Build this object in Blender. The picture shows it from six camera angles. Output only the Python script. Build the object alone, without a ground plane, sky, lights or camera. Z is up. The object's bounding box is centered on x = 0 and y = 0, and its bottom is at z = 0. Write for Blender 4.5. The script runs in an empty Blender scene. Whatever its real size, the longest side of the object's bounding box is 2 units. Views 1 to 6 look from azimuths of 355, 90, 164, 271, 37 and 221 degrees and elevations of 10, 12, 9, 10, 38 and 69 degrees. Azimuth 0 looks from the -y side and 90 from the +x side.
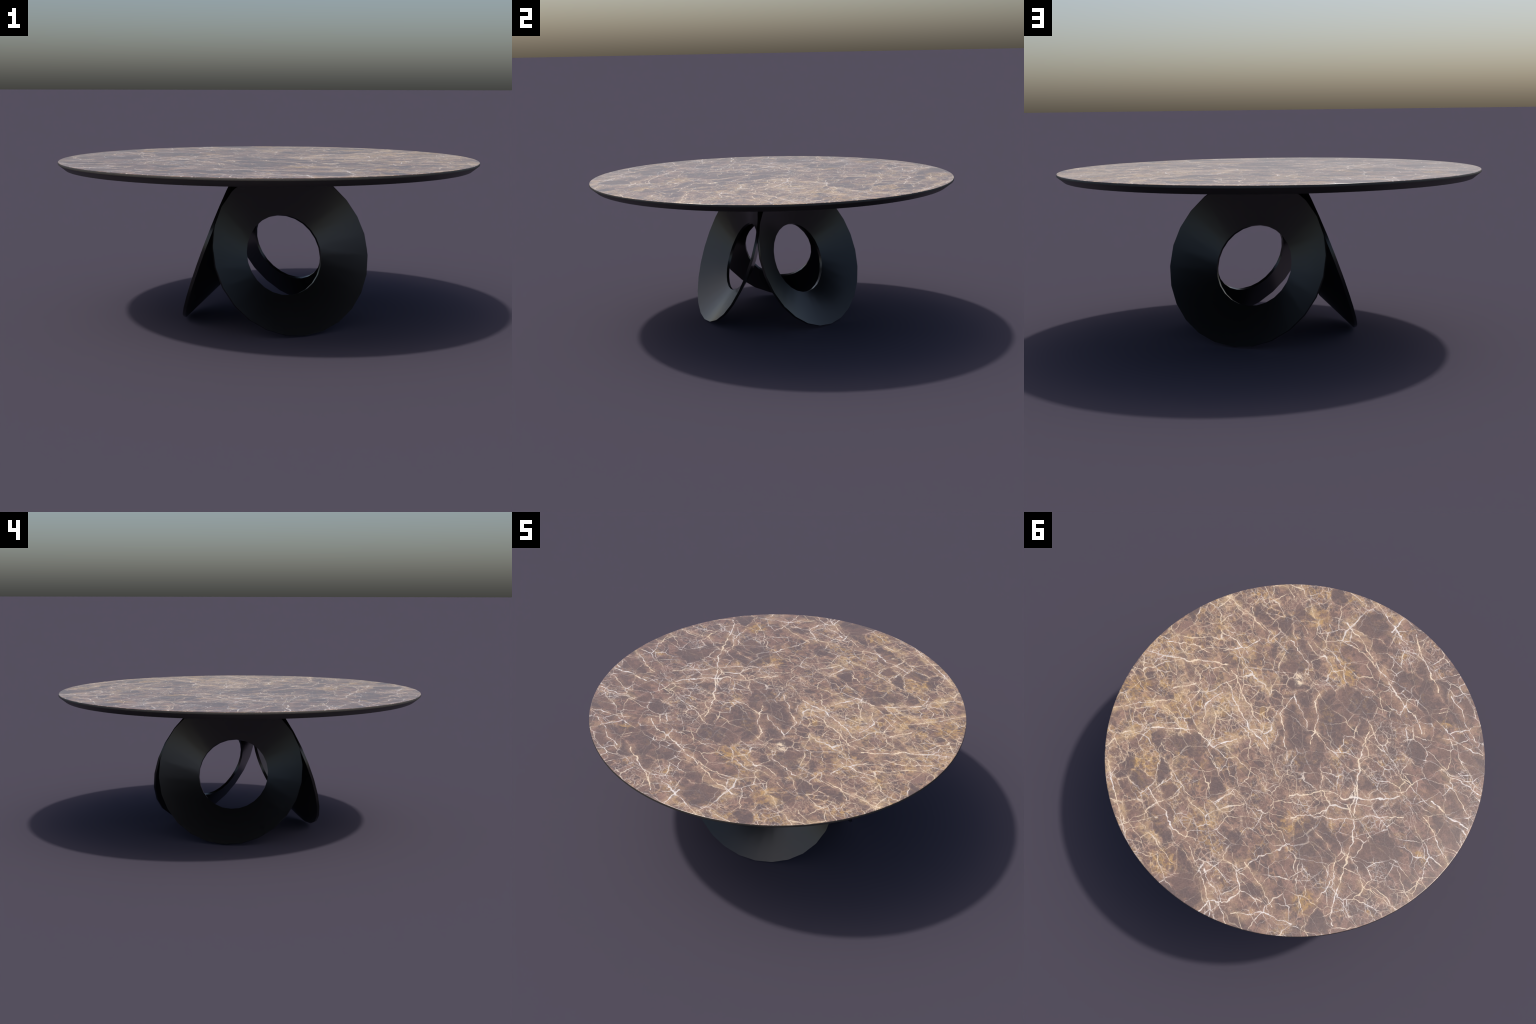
"""Round dining table: a veined brown marble top with an undercut
black edge, carried by three leaning, dished black metal rings."""
import bpy, bmesh, math
from mathutils import Vector, Matrix

# ----------------------------------------------------------------- dimensions
TOP_RADIUS = 1.0
TOP_Z = 0.7881            # surface of the marble
RIM_Z = 0.7770            # lower end of the upright edge band
UNDERSIDE_RADIUS = 0.966
UNDERSIDE_Z = 0.7505
TOP_SEGMENTS = 256

RING_SEGMENTS = 26        # the rings are visibly faceted around their outline
RING_OUTER = 0.3978
RING_INNER = 0.1945
RING_DISH = 0.0935        # how far the hole sits behind the outer edge
RING_THICKNESS_OUTER = 0.0145
RING_THICKNESS_INNER = 0.0165
RING_TILT = math.radians(20.24)     # rings lean inwards towards their top
RING_OFFSET = 0.2753      # ring centre from the table axis
RING_AZIMUTH = 19.24      # first ring faces this way (0 = -y, 90 = +x)


# -------------------------------------------------------------- node helpers
class Nodes:
    """Small builder so that a material reads as a formula."""

    def __init__(self, name, kind='MATERIAL'):
        if kind == 'MATERIAL':
            self.mat = bpy.data.materials.new(name)
            self.mat.use_nodes = True
            self.tree = self.mat.node_tree
            self.tree.nodes.clear()
        else:
            self.tree = bpy.data.node_groups.new(name, 'ShaderNodeTree')

    def add(self, kind, **props):
        n = self.tree.nodes.new(kind)
        for k, v in props.items():
            setattr(n, k, v)
        return n

    def put(self, socket, value):
        if value is None:
            return
        if isinstance(value, bpy.types.NodeSocket):
            self.tree.links.new(value, socket)
        else:
            if isinstance(value, tuple) and socket.type == 'RGBA' and len(value) == 3:
                value = value + (1.0,)
            socket.default_value = value

    def math(self, op, a, b=None, c=None, clamp=False):
        n = self.add('ShaderNodeMath', operation=op, use_clamp=clamp)
        for s, v in zip(n.inputs, (a, b, c)):
            self.put(s, v)
        return n.outputs[0]

    def vec(self, op, a, b=None, c=None, scale=None, out=0):
        n = self.add('ShaderNodeVectorMath', operation=op)
        for s, v in zip(n.inputs, (a, b, c)):
            self.put(s, v)
        if scale is not None:
            self.put(n.inputs['Scale'], scale)
        return n.outputs[out]

    def ramp(self, x, lo, hi, out_lo=0.0, out_hi=1.0, smooth=True):
        n = self.add('ShaderNodeMapRange', clamp=True,
                     interpolation_type='SMOOTHSTEP' if smooth else 'LINEAR')
        for s, v in zip(n.inputs, (x, lo, hi, out_lo, out_hi)):
            self.put(s, v)
        return n.outputs[0]

    def noise(self, p, scale, detail=3.0, rough=0.55, distortion=0.0, colour=False):
        n = self.add('ShaderNodeTexNoise', noise_dimensions='3D')
        self.put(n.inputs['Vector'], p)
        n.inputs['Scale'].default_value = scale
        n.inputs['Detail'].default_value = detail
        n.inputs['Roughness'].default_value = rough
        n.inputs['Distortion'].default_value = distortion
        return n.outputs['Color' if colour else 'Fac']

    def voronoi(self, p, scale, feature='F1', randomness=1.0):
        n = self.add('ShaderNodeTexVoronoi', voronoi_dimensions='2D', feature=feature)
        self.put(n.inputs['Vector'], p)
        n.inputs['Scale'].default_value = scale
        n.inputs['Randomness'].default_value = randomness
        return n

    def mix(self, fac, a, b, blend='MIX'):
        n = self.add('ShaderNodeMix', data_type='RGBA', blend_type=blend)
        self.put(n.inputs[0], fac)
        self.put(n.inputs[6], a)
        self.put(n.inputs[7], b)
        return n.outputs[2]

    def warp(self, p, scale, amount, detail=2.0, shift=(0, 0, 0)):
        """Push coordinates about by a noise field, in the plane of the slab."""
        q = self.vec('ADD', p, shift)
        c = self.noise(q, scale, detail, 0.6, colour=True)
        c = self.vec('SUBTRACT', c, (0.5, 0.5, 0.5))
        c = self.vec('MULTIPLY', c, (amount, amount, 0.0))
        return self.vec('ADD', p, c)

    def turned(self, p, degrees, stretch=(1, 1, 1), shift=(0, 0, 0)):
        """Rotate about z, then scale along the turned axes and shift."""
        n = self.add('ShaderNodeMapping')
        self.put(n.inputs['Vector'], p)
        n.inputs['Rotation'].default_value = (0, 0, math.radians(degrees))
        q = n.outputs[0]
        if stretch != (1, 1, 1) or shift != (0, 0, 0):
            q = self.vec('MULTIPLY_ADD', q, stretch, shift)
        return q


# --------------------------------------------------------------- marble slab
# The slab has its own frame (u, v): the table's x, y turned by this angle.
SLAB_TURN = 137.8
BEDDING = 58.0             # fragments are drawn out this far below the u axis
DRAW_OUT = 0.68

# Principal veins: relative strength, then the points the vein runs through.
PRINCIPAL_VEINS = [
    (2.0, (0.30, 0.75), (0.46, 0.48), (0.59, 0.24), (0.68, 0.09)),
    (1.4, (0.47, 0.88), (0.56, 0.71), (0.62, 0.62)),
    (1.9, (0.54, 0.69), (0.62, 0.79)),
    (1.8, (0.68, 0.68), (0.69, 0.58), (0.78, 0.32)),
    (1.4, (0.85, 0.30), (0.89, 0.22), (0.95, 0.03)),
    (1.8, (0.07, 0.64), (0.13, 0.54), (0.18, 0.52)),
    (1.3, (-0.02, 0.64), (0.08, 0.48)),
    (1.7, (0.14, 0.31), (0.11, 0.27), (0.12, 0.17), (0.09, 0.01)),
    (1.3, (-0.01, 0.32), (0.07, 0.11), (0.11, 0.08), (0.23, -0.06)),
    (1.9, (0.39, 0.09), (0.34, -0.07), (0.30, -0.37), (0.29, -0.50)),
    (1.7, (0.29, -0.50), (0.24, -0.67), (0.17, -0.85), (0.17, -0.95)),
    (1.3, (0.78, 0.06), (0.87, 0.02), (0.99, -0.04)),
    (2.2, (0.70, -0.29), (0.80, -0.39), (0.88, -0.46)),
    (1.3, (0.79, -0.21), (0.83, -0.26), (0.91, -0.41)),
    (1.3, (0.66, -0.38), (0.71, -0.50), (0.76, -0.63)),
    (2.6, (-0.03, -0.27), (0.17, -0.24), (0.25, -0.28), (0.54, -0.28)),
    (1.8, (-0.03, -0.39), (0.15, -0.35)),
    (1.2, (0.07, -0.37), (0.20, -0.39), (0.55, -0.39)),
    (1.0, (0.09, -0.44), (0.20, -0.60), (0.19, -0.71), (0.10, -0.81)),
    (1.2, (0.28, -0.60), (0.35, -0.77), (0.50, -0.86)),
    (1.7, (0.77, -0.12), (0.86, -0.19), (0.96, -0.27)),
    (2.2, (-0.76, -0.23), (-0.62, -0.44), (-0.51, -0.52)),
    (1.7, (-0.54, -0.55), (-0.46, -0.71), (-0.42, -0.90)),
    (1.7, (-0.46, -0.65), (-0.39, -0.80), (-0.34, -0.94)),
    (1.4, (-0.30, -0.63), (-0.28, -0.77), (-0.17, -0.83)),
    (1.8, (-0.49, -0.87), (-0.44, -0.82), (-0.34, -0.83), (-0.28, -0.77)),
    (1.9, (-0.32, -0.88), (-0.16, -0.87), (-0.02, -0.93)),
    (1.3, (-0.26, -0.62), (-0.19, -0.71), (-0.12, -0.85)),
    (1.3, (-0.41, -0.30), (-0.32, -0.23), (-0.26, -0.29)),
    (1.8, (-0.98, -0.07), (-0.93, -0.28), (-0.86, -0.49)),
    (2.3, (-0.65, 0.34), (-0.53, 0.37)),
    (2.1, (-0.60, 0.23), (-0.51, 0.33)),
    (1.7, (-0.48, 0.14), (-0.48, 0.24), (-0.39, 0.32)),
    (2.2, (-0.37, 0.39), (-0.24, 0.11), (-0.14, -0.01)),
    (1.7, (-0.34, 0.46), (-0.26, 0.27), (-0.19, 0.14)),
    (1.9, (-0.79, 0.11), (-0.53, 0.10), (-0.43, 0.00), (-0.31, 0.05)),
    (1.4, (-0.97, 0.22), (-0.75, 0.27), (-0.63, 0.26)),
    (2.7, (-0.81, 0.57), (-0.61, 0.52), (-0.37, 0.50)),
    (1.4, (-0.38, 0.92), (-0.24, 0.80), (-0.16, 0.70)),
    (1.5, (-0.70, 0.63), (-0.55, 0.62), (-0.46, 0.56)),
    (1.7, (-0.40, 0.69), (-0.31, 0.64), (-0.26, 0.55)),
    (1.7, (-0.39, 0.58), (-0.28, 0.59), (-0.19, 0.65)),
    (1.4, (0.00, 0.32), (-0.07, 0.20), (-0.04, -0.07)),
]

# Large dark fragments of the breccia: centre u, v and half sizes.
DARK_FRAGMENTS = [
    (0.02, 0.15, 0.100, 0.19), (0.19, 0.17, 0.09, 0.16), (0.32, 0.23, 0.09, 0.09),
    (0.08, -0.04, 0.08, 0.13), (0.03, 0.55, 0.08, 0.115), (0.73, 0.28, 0.065, 0.14),
    (0.61, 0.39, 0.05, 0.07), (0.96, -0.10, 0.07, 0.08), (0.10, -0.54, 0.12, 0.145),
    (-0.53, -0.75, 0.09, 0.11), (0.79, -0.40, 0.09, 0.12), (0.43, -0.56, 0.10, 0.07),
    (-0.55, 0.01, 0.11, 0.07), (-0.71, 0.06, 0.03, 0.06), (-0.56, 0.47, 0.035, 0.04),
    (-0.31, -0.52, 0.05, 0.07), (-0.22, -0.77, 0.06, 0.04), (0.46, 0.72, 0.11, 0.09),
    (-0.68, -0.41, 0.04, 0.055), (0.90, 0.19, 0.065, 0.085),
]

# Ochre stains.
OCHRE_STAINS = [
    (-0.58, 0.61, 0.035, 0.055), (-0.16, 0.20, 0.026, 0.035), (0.12, 0.79, 0.08, 0.07),
    (-0.87, 0.34, 0.09, 0.06), (-0.80, 0.58, 0.066, 0.045), (-0.41, 0.73, 0.035, 0.055),
    (0.04, -0.83, 0.072, 0.05), (0.80, 0.13, 0.032, 0.035), (-0.67, -0.62, 0.07, 0.06),
    (0.26, 0.43, 0.08, 0.09), (-0.37, 0.23, 0.04, 0.06), (-0.60, 0.24, 0.08, 0.085),
    (-0.78, -0.10, 0.076, 0.11), (0.18, 0.19, 0.032, 0.064), (0.00, -0.42, 0.09, 0.05),
]


def vein_field(m, p, veins):
    """Smallest (distance to a vein) / strength over all the given veins."""
    best = None
    for strength, *pts in veins:
        if best is not None:      # evaluate vein after vein (keeps the shader small)
            p = m.vec('MULTIPLY_ADD', best, (1e-7, 1e-7, 0.0), p)
        for a, b in zip(pts, pts[1:]):
            span = Vector((b[0] - a[0], b[1] - a[1], 0.0))
            rel = m.vec('SUBTRACT', p, (a[0], a[1], 0.0))
            t = m.vec('DOT_PRODUCT', rel, tuple(span / span.length_squared), out=1)
            t = m.math('ADD', t, 0.0001, clamp=True)
            off = m.vec('SUBTRACT', rel, m.vec('SCALE', tuple(span), scale=t))
            d = m.math('MULTIPLY', m.vec('LENGTH', off, out=1), 1.0 / strength)
            best = d if best is None else m.math('MINIMUM', best, d)
    return best


def ellipse_field(m, p, ellipses):
    """Smallest normalised distance to any of the ellipses (1 = on an outline)."""
    best = 9.0
    for u, v, a, b in ellipses:
        if not isinstance(best, float):
            p = m.vec('MULTIPLY_ADD', best, (1e-7, 1e-7, 0.0), p)
        q = m.vec('SUBTRACT', p, (u, v, 0.0))
        q = m.vec('MULTIPLY', q, (1.0 / a, 1.0 / b, 0.0))
        d = m.vec('LENGTH', q, out=1)
        best = d if isinstance(best, float) else m.math('MINIMUM', best, d)
    return best


def marble_material():
    m = Nodes('brown_breccia_marble')
    coord = m.add('ShaderNodeTexCoord').outputs['Object']
    p = m.turned(m.vec('MULTIPLY', coord, (1, 1, 0)), SLAB_TURN)
    sep = m.add('ShaderNodeSeparateXYZ')
    m.put(sep.inputs[0], p)
    # the slab is more broken and stained towards -u, +v and calmer, darker opposite
    stained_side = m.ramp(m.math('SUBTRACT', sep.outputs[0], m.math('MULTIPLY', sep.outputs[1], 0.6)),
                          -0.9, 0.9, 1.0, 0.0, smooth=False)

    bent = m.warp(m.warp(p, 5.0, 0.06), 22.0, 0.030, 4.0, (3, 1, 0))
    crisp = m.warp(m.warp(p, 9.0, 0.058, 2.0, (7, 2, 0)), 44.0, 0.016, 2.0, (1, 5, 0))
    rough = m.warp(m.warp(p, 6.0, 0.09, 2.0, (4, 4, 0)), 30.0, 0.055, 6.0, (9, 2, 0))

    # --- placed veins
    dist = vein_field(m, crisp, PRINCIPAL_VEINS)
    width = m.ramp(m.noise(p, 17.0, 3.0), 0.36, 0.68, 0.0004, 0.0024, smooth=False)
    principal = m.ramp(m.math('DIVIDE', dist, width), 0.5, 1.3, 1.0, 0.0)
    halo = m.ramp(dist, 0.0, 0.024, 1.0, 0.0)

    def border(q, scale):
        return m.voronoi(q, scale, 'DISTANCE_TO_EDGE').outputs['Distance']

    long_bed = m.turned(m.warp(crisp, 3.0, 0.14, 2.0, (2, 8, 0)), BEDDING, (0.42, 1.0, 1.0), (3, 7, 0))
    border_long = border(long_bed, 5.0)

    # --- breccia: angular cells drawn out along the bedding.  Cells whose middle
    # falls inside a placed area turn into calm dark fragments as a whole.
    bed = m.turned(crisp, BEDDING, (DRAW_OUT, 1.0, 1.0))

    def cells(scale, shift):
        q = m.vec('ADD', bed, shift)
        v = m.voronoi(q, scale)
        c = m.add('ShaderNodeSeparateColor')
        m.put(c.inputs[0], v.outputs['Color'])
        e = m.voronoi(q, scale, 'DISTANCE_TO_EDGE').outputs['Distance']
        return c.outputs[0], c.outputs[1], e, m.vec('SUBTRACT', v.outputs['Position'], shift)

    pick_a, tone_a, edge_a, middle = cells(12.0, (0, 0, 0))
    middle = m.turned(m.vec('MULTIPLY', middle, (1.0 / DRAW_OUT, 1.0, 0.0)), -BEDDING)
    placed = m.ramp(ellipse_field(m, middle, DARK_FRAGMENTS), 1.04, 1.05, 1.0, 0.0, smooth=False)
    core = m.ramp(ellipse_field(m, rough, DARK_FRAGMENTS), 0.80, 1.0, 1.0, 0.0)
    pick_b, tone_b, edge_b, _ = cells(26.0, (5, 3, 0))
    pick_c, tone_c, edge_c, _ = cells(52.0, (2, 8, 0))
    stain = m.ramp(ellipse_field(m, rough, OCHRE_STAINS), 0.5, 1.5, 1.0, 0.0)

    mottle = m.noise(rough, 15.0, 6.0, 0.72)
    ragged = m.noise(rough, 38.0, 5.0, 0.72)
    clouds = m.noise(bent, 3.4, 4.0, 0.6)
    grain = m.noise(p, 130.0, 4.0, 0.8)

    dark = (0.146, 0.106, 0.099)
    umber = (0.200, 0.130, 0.110)
    rose = (0.300, 0.186, 0.150)
    tan = (0.395, 0.250, 0.176)
    ochre = (0.490, 0.300, 0.115)
    cream = (0.770, 0.610, 0.440)
    white = (0.770, 0.700, 0.655)

    # broken matrix between the fragments
    matrix = m.mix(m.ramp(mottle, 0.43, 0.62), umber, m.mix(stained_side, rose, tan))
    small = m.math('MULTIPLY', m.ramp(pick_b, 0.34, 0.42), m.ramp(edge_b, 0.02, 0.16))
    small = m.math('MULTIPLY', small, m.ramp(mottle, 0.42, 0.62, 1.0, 0.5))
    tiny = m.math('MULTIPLY', m.ramp(pick_c, 0.45, 0.5), m.ramp(edge_c, 0.06, 0.18))
    chips = m.math('MAXIMUM', small, m.math('MULTIPLY', tiny, m.ramp(tone_c, 0.1, 0.6, 0.2, 0.9)))
    calm_cloud = m.ramp(m.math('SUBTRACT', clouds, m.math('MULTIPLY', stained_side, 0.20)), 0.34, 0.52)
    chips = m.math('MAXIMUM', chips, m.math('MULTIPLY', calm_cloud, m.ramp(mottle, 0.42, 0.58, 0.85, 0.1)))

    # ochre gathers in clusters, along the cracks first
    free = m.ramp(m.math('ADD', m.noise(bent, 6.0, 5.0, 0.65), m.math('MULTIPLY', stained_side, 0.10)),
                  0.535, 0.69)
    gold = m.math('MAXIMUM', m.math('MULTIPLY', free, m.ramp(edge_a, 0.02, 0.35, 1.0, 0.8)), stain)
    gold = m.math('MULTIPLY', gold, m.ramp(ragged, 0.38, 0.60, 0.08, 0.85))
    col = m.mix(gold, matrix, ochre)
    chip_col = m.mix(m.ramp(tone_b, 0.4, 0.9), dark, umber)
    col = m.mix(m.math('MULTIPLY', chips, m.ramp(gold, 0.2, 0.8, 0.95, 0.5)), col, chip_col)
    blush = m.ramp(m.noise(rough, 9.0, 4.0, 0.6), 0.55, 0.64, 0.0, 0.6)
    col = m.mix(m.math('MULTIPLY', blush, m.ramp(gold, 0.1, 0.6, 1.0, 0.0)), col, rose)

    near = m.math('MAXIMUM', m.ramp(dist, 0.0, 0.034, 1.0, 0.0), m.ramp(border_long, 0.0, 0.16, 0.8, 0.0))
    near = m.math('MULTIPLY', near, m.ramp(m.noise(bent, 7.0, 4.0, 0.6), 0.46, 0.62))
    near = m.math('MULTIPLY', near, m.ramp(stained_side, 0.25, 0.75, 0.4, 1.0))
    col = m.mix(m.math('MULTIPLY', near, m.ramp(ragged, 0.36, 0.58, 0.15, 0.9)), col, m.mix(0.35, ochre, cream))

    # whole fragments: the placed ones and about a third of the other cells
    whole = m.math('MAXIMUM', placed, m.ramp(pick_a, 0.88, 0.89))
    inside = m.math('MAXIMUM', m.math('MULTIPLY', whole, m.ramp(edge_a, 0.02, 0.14)), core)
    inner = m.mix(m.ramp(tone_a, 0.55, 0.95, 0.0, 0.7), dark, umber)
    inner = m.mix(m.ramp(mottle, 0.52, 0.66, 0.0, 0.8), inner, m.mix(0.5, umber, rose))
    col = m.mix(m.math('MULTIPLY', inside, m.ramp(ragged, 0.36, 0.62, 1.0, 0.62)), col, inner)
    col = m.mix(m.math('MULTIPLY', halo, m.ramp(mottle, 0.40, 0.58, 0.05, 0.6)), col, tan)

    # --- cracks: the borders of the cells, in several sizes
    calm = m.ramp(inside, 0.0, 1.0, 1.0, 0.12)
    busy = m.math('ADD', m.noise(p, 3.0, 3.0, 0.6), m.math('MULTIPLY', stained_side, 0.10))
    web = m.ramp(busy, 0.44, 0.62)

    def patchy(shift, scale, lo, hi):
        return m.ramp(m.noise(m.vec('ADD', p, shift), scale, 3.0), lo, hi)

    def crack(e, w, gate):
        w = m.math('MULTIPLY', m.math('ADD', m.math('MULTIPLY', gate, 0.85), 0.15), w)
        return m.ramp(m.math('DIVIDE', e, w), 0.4, 1.3, 1.0, 0.0)

    net_cell = crack(edge_a, 0.026, patchy((8, 1, 0), 8.0, 0.42, 0.68))
    net_long = crack(border_long, 0.0115, patchy((0, 0, 0), 8.0, 0.38, 0.66))
    net_open = crack(border(m.turned(crisp, 15.0, (0.75, 1.0, 1.0), (6, 2, 0)), 7.0), 0.0150,
                     patchy((5, 5, 0), 7.0, 0.42, 0.66))
    net_chip = crack(edge_b, 0.046, m.math('MULTIPLY', patchy((3, 6, 0), 9.0, 0.44, 0.68), web))
    net_tiny = crack(edge_c, 0.090, m.math('MULTIPLY', patchy((2, 9, 0), 14.0, 0.44, 0.64), web))
    fine = m.math('MAXIMUM', m.math('MULTIPLY', net_chip, 0.58), m.math('MULTIPLY', net_tiny, 0.42))
    fine = m.math('MULTIPLY', fine, m.math('MULTIPLY', calm, m.ramp(web, 0.0, 1.0, 0.1, 0.9)))
    nets = m.math('MAXIMUM', m.math('MAXIMUM', m.math('MULTIPLY', net_cell, m.ramp(core, 0.0, 1.0, 0.9, 0.15)), fine),
                  m.math('MULTIPLY', m.math('MAXIMUM', net_long, net_open), m.ramp(inside, 0.0, 1.0, 1.0, 0.4)))
    tint = m.ramp(m.math('SUBTRACT', m.noise(p, 6.0, 3.0), m.math('MULTIPLY', stained_side, 0.06)), 0.38, 0.58)
    vein_col = m.mix(tint, cream, white)
    col = m.mix(m.math('MULTIPLY', nets, 0.80), col, vein_col)

    # calcite specks in the busy zones
    speck = m.ramp(m.noise(crisp, 48.0, 6.0, 0.8), 0.54, 0.64)
    speck = m.math('MULTIPLY', speck, m.ramp(chips, 0.0, 0.7, 1.0, 0.3))
    speck = m.math('MULTIPLY', speck, m.math('MULTIPLY', m.math('MAXIMUM', web, halo), calm))
    col = m.mix(m.math('MULTIPLY', speck, 0.85), col, cream)

    col = m.mix(m.math('MULTIPLY', principal, 0.92), col, vein_col)

    # one pale calcite pocket beside the central fragment
    pocket = m.ramp(ellipse_field(m, rough, [(0.02, 0.40, 0.040, 0.044)]), 0.45, 1.15, 1.0, 0.0)
    flakes = m.ramp(m.noise(m.turned(crisp, 40.0, (0.5, 1.0, 1.0)), 40.0, 4.0, 0.7), 0.40, 0.58)
    col = m.mix(m.math('MULTIPLY', pocket, m.math('MULTIPLY', flakes, 1.0)), col, cream)

    # fine crystalline grain
    col = m.mix(1.0, col, m.mix(m.ramp(grain, 0.36, 0.64), (0.84, 0.84, 0.84), (1.14, 1.14, 1.14)), 'MULTIPLY')

    b = m.add('ShaderNodeBsdfPrincipled')
    m.put(b.inputs['Base Color'], col)
    b.inputs['Roughness'].default_value = 0.29
    b.inputs['Specular IOR Level'].default_value = 0.5
    o = m.add('ShaderNodeOutputMaterial')
    m.put(o.inputs['Surface'], b.outputs[0])
    return m.mat


def black_metal_material(name, colour, roughness, metallic, specular=0.5):
    m = Nodes(name)
    coord = m.add('ShaderNodeTexCoord').outputs['Object']
    n = m.noise(coord, 220.0, 2.0)
    b = m.add('ShaderNodeBsdfPrincipled')
    tint = m.mix(n, tuple(c * 0.94 for c in colour), tuple(c * 1.06 for c in colour))
    m.put(b.inputs['Base Color'], tint)
    b.inputs['Roughness'].default_value = roughness
    b.inputs['Metallic'].default_value = metallic
    b.inputs['Specular IOR Level'].default_value = specular
    o = m.add('ShaderNodeOutputMaterial')
    m.put(o.inputs['Surface'], b.outputs[0])
    return m.mat


# ------------------------------------------------------------------ geometry
def revolve(name, profile, segments, close_profile=False, start=0.0, cap_first=False, cap_last=False):
    """Turn (radius, height) points about z; smooth along the turn, and
    creased along the profile wherever it turns by more than 25 degrees."""
    bm = bmesh.new()
    rings = []
    for r, z in profile:
        rings.append([bm.verts.new((r * math.cos(start + 2 * math.pi * k / segments),
                                    r * math.sin(start + 2 * math.pi * k / segments), z))
                      for k in range(segments)])
    pairs = list(zip(rings, rings[1:]))
    if close_profile:
        pairs.append((rings[-1], rings[0]))
    for a, b in pairs:
        for k in range(segments):
            j = (k + 1) % segments
            bm.faces.new((a[k], a[j], b[j], b[k]))
    if cap_first:
        bm.faces.new(list(reversed(rings[0])))
    if cap_last:
        bm.faces.new(rings[-1])
    bmesh.ops.recalc_face_normals(bm, faces=bm.faces[:])
    limit = math.radians(25)
    for f in bm.faces:
        f.smooth = True
    for e in bm.edges:
        if len(e.link_faces) == 2 and e.calc_face_angle() > limit:
            e.smooth = False
    me = bpy.data.meshes.new(name)
    bm.to_mesh(me)
    bm.free()
    return me


def part(name, mesh, parent, material, matrix=None):
    ob = bpy.data.objects.new(name, mesh)
    bpy.context.scene.collection.objects.link(ob)
    if not mesh.materials:
        mesh.materials.append(material)
    ob.parent = parent
    if matrix is not None:
        ob.matrix_local = matrix
    return ob


def build():
    table = bpy.data.objects.new('dining_table', None)
    bpy.context.scene.collection.objects.link(table)
    table["label"] = "round brown marble table on three leaning black ring legs"
    table["category"] = "dining table"

    marble = marble_material()
    edge_black = black_metal_material('black_lacquered_edge', (0.040, 0.034, 0.028), 0.45, 0.0)
    ring_black = black_metal_material('black_satin_metal', (0.067, 0.064, 0.060), 0.25, 0.84)

    # marble slab: flat face with a slim rounded arris, closed underneath
    slab_r = TOP_RADIUS - 0.0008
    prof = [(0.70, TOP_Z)]
    prof += [(slab_r - 0.005 * (1.0 - math.sin(t)), TOP_Z - 0.003 * (1.0 - math.cos(t)))
             for t in (0.0, 0.2, 0.4, 0.6, 0.8, 1.0)]
    prof += [(slab_r - 0.03, TOP_Z - 0.0016)]
    slab = revolve('marble_slab', prof, TOP_SEGMENTS, cap_first=True, cap_last=True)
    part('marble_slab', slab, table, marble)

    # black carrier board: softly rounded upright band, then a bevel tucked in underneath
    band_top = TOP_Z - 0.0014
    bulge = (band_top - RIM_Z) / (math.sin(0.5) + math.sin(0.15))
    prof = [(slab_r - 0.03, band_top - 0.001)]
    prof += [(TOP_RADIUS - bulge * (1.0 - math.cos(t)), RIM_Z + bulge * (math.sin(t) + math.sin(0.15)))
             for t in (0.5, 0.37, 0.24, 0.11, -0.02, -0.15)]
    prof += [(UNDERSIDE_RADIUS + 0.002, UNDERSIDE_Z + 0.0008), (UNDERSIDE_RADIUS, UNDERSIDE_Z),
             (UNDERSIDE_RADIUS - 0.2, UNDERSIDE_Z)]
    board = revolve('bevelled_edge_board', prof, TOP_SEGMENTS, cap_first=True, cap_last=True)
    part('bevelled_edge_board', board, table, edge_black)

    # dished ring: its axis is local z, the open side faces +z
    ring = revolve('ring_leg', [
        (RING_OUTER, 0.0), (RING_INNER, -RING_DISH),
        (RING_INNER + 0.0005, -RING_DISH - RING_THICKNESS_INNER),
        (RING_OUTER, -RING_THICKNESS_OUTER)],
        RING_SEGMENTS, close_profile=True, start=-math.pi / 2)
    lift = (RING_OUTER * math.cos(RING_TILT) + RING_THICKNESS_OUTER * math.sin(RING_TILT))
    for k in range(3):
        a = math.radians(RING_AZIMUTH + 120.0 * k)
        out = Vector((math.sin(a), -math.cos(a), 0.0))
        up = Vector((0, 0, 1))
        face = out * math.cos(RING_TILT) + up * math.sin(RING_TILT)
        rise = up * math.cos(RING_TILT) - out * math.sin(RING_TILT)
        side = rise.cross(face)
        centre = out * RING_OFFSET + up * lift
        mat = Matrix((side, rise, face)).transposed().to_4x4()
        mat.translation = centre
        part('ring_leg', ring, table, ring_black, mat)


build()
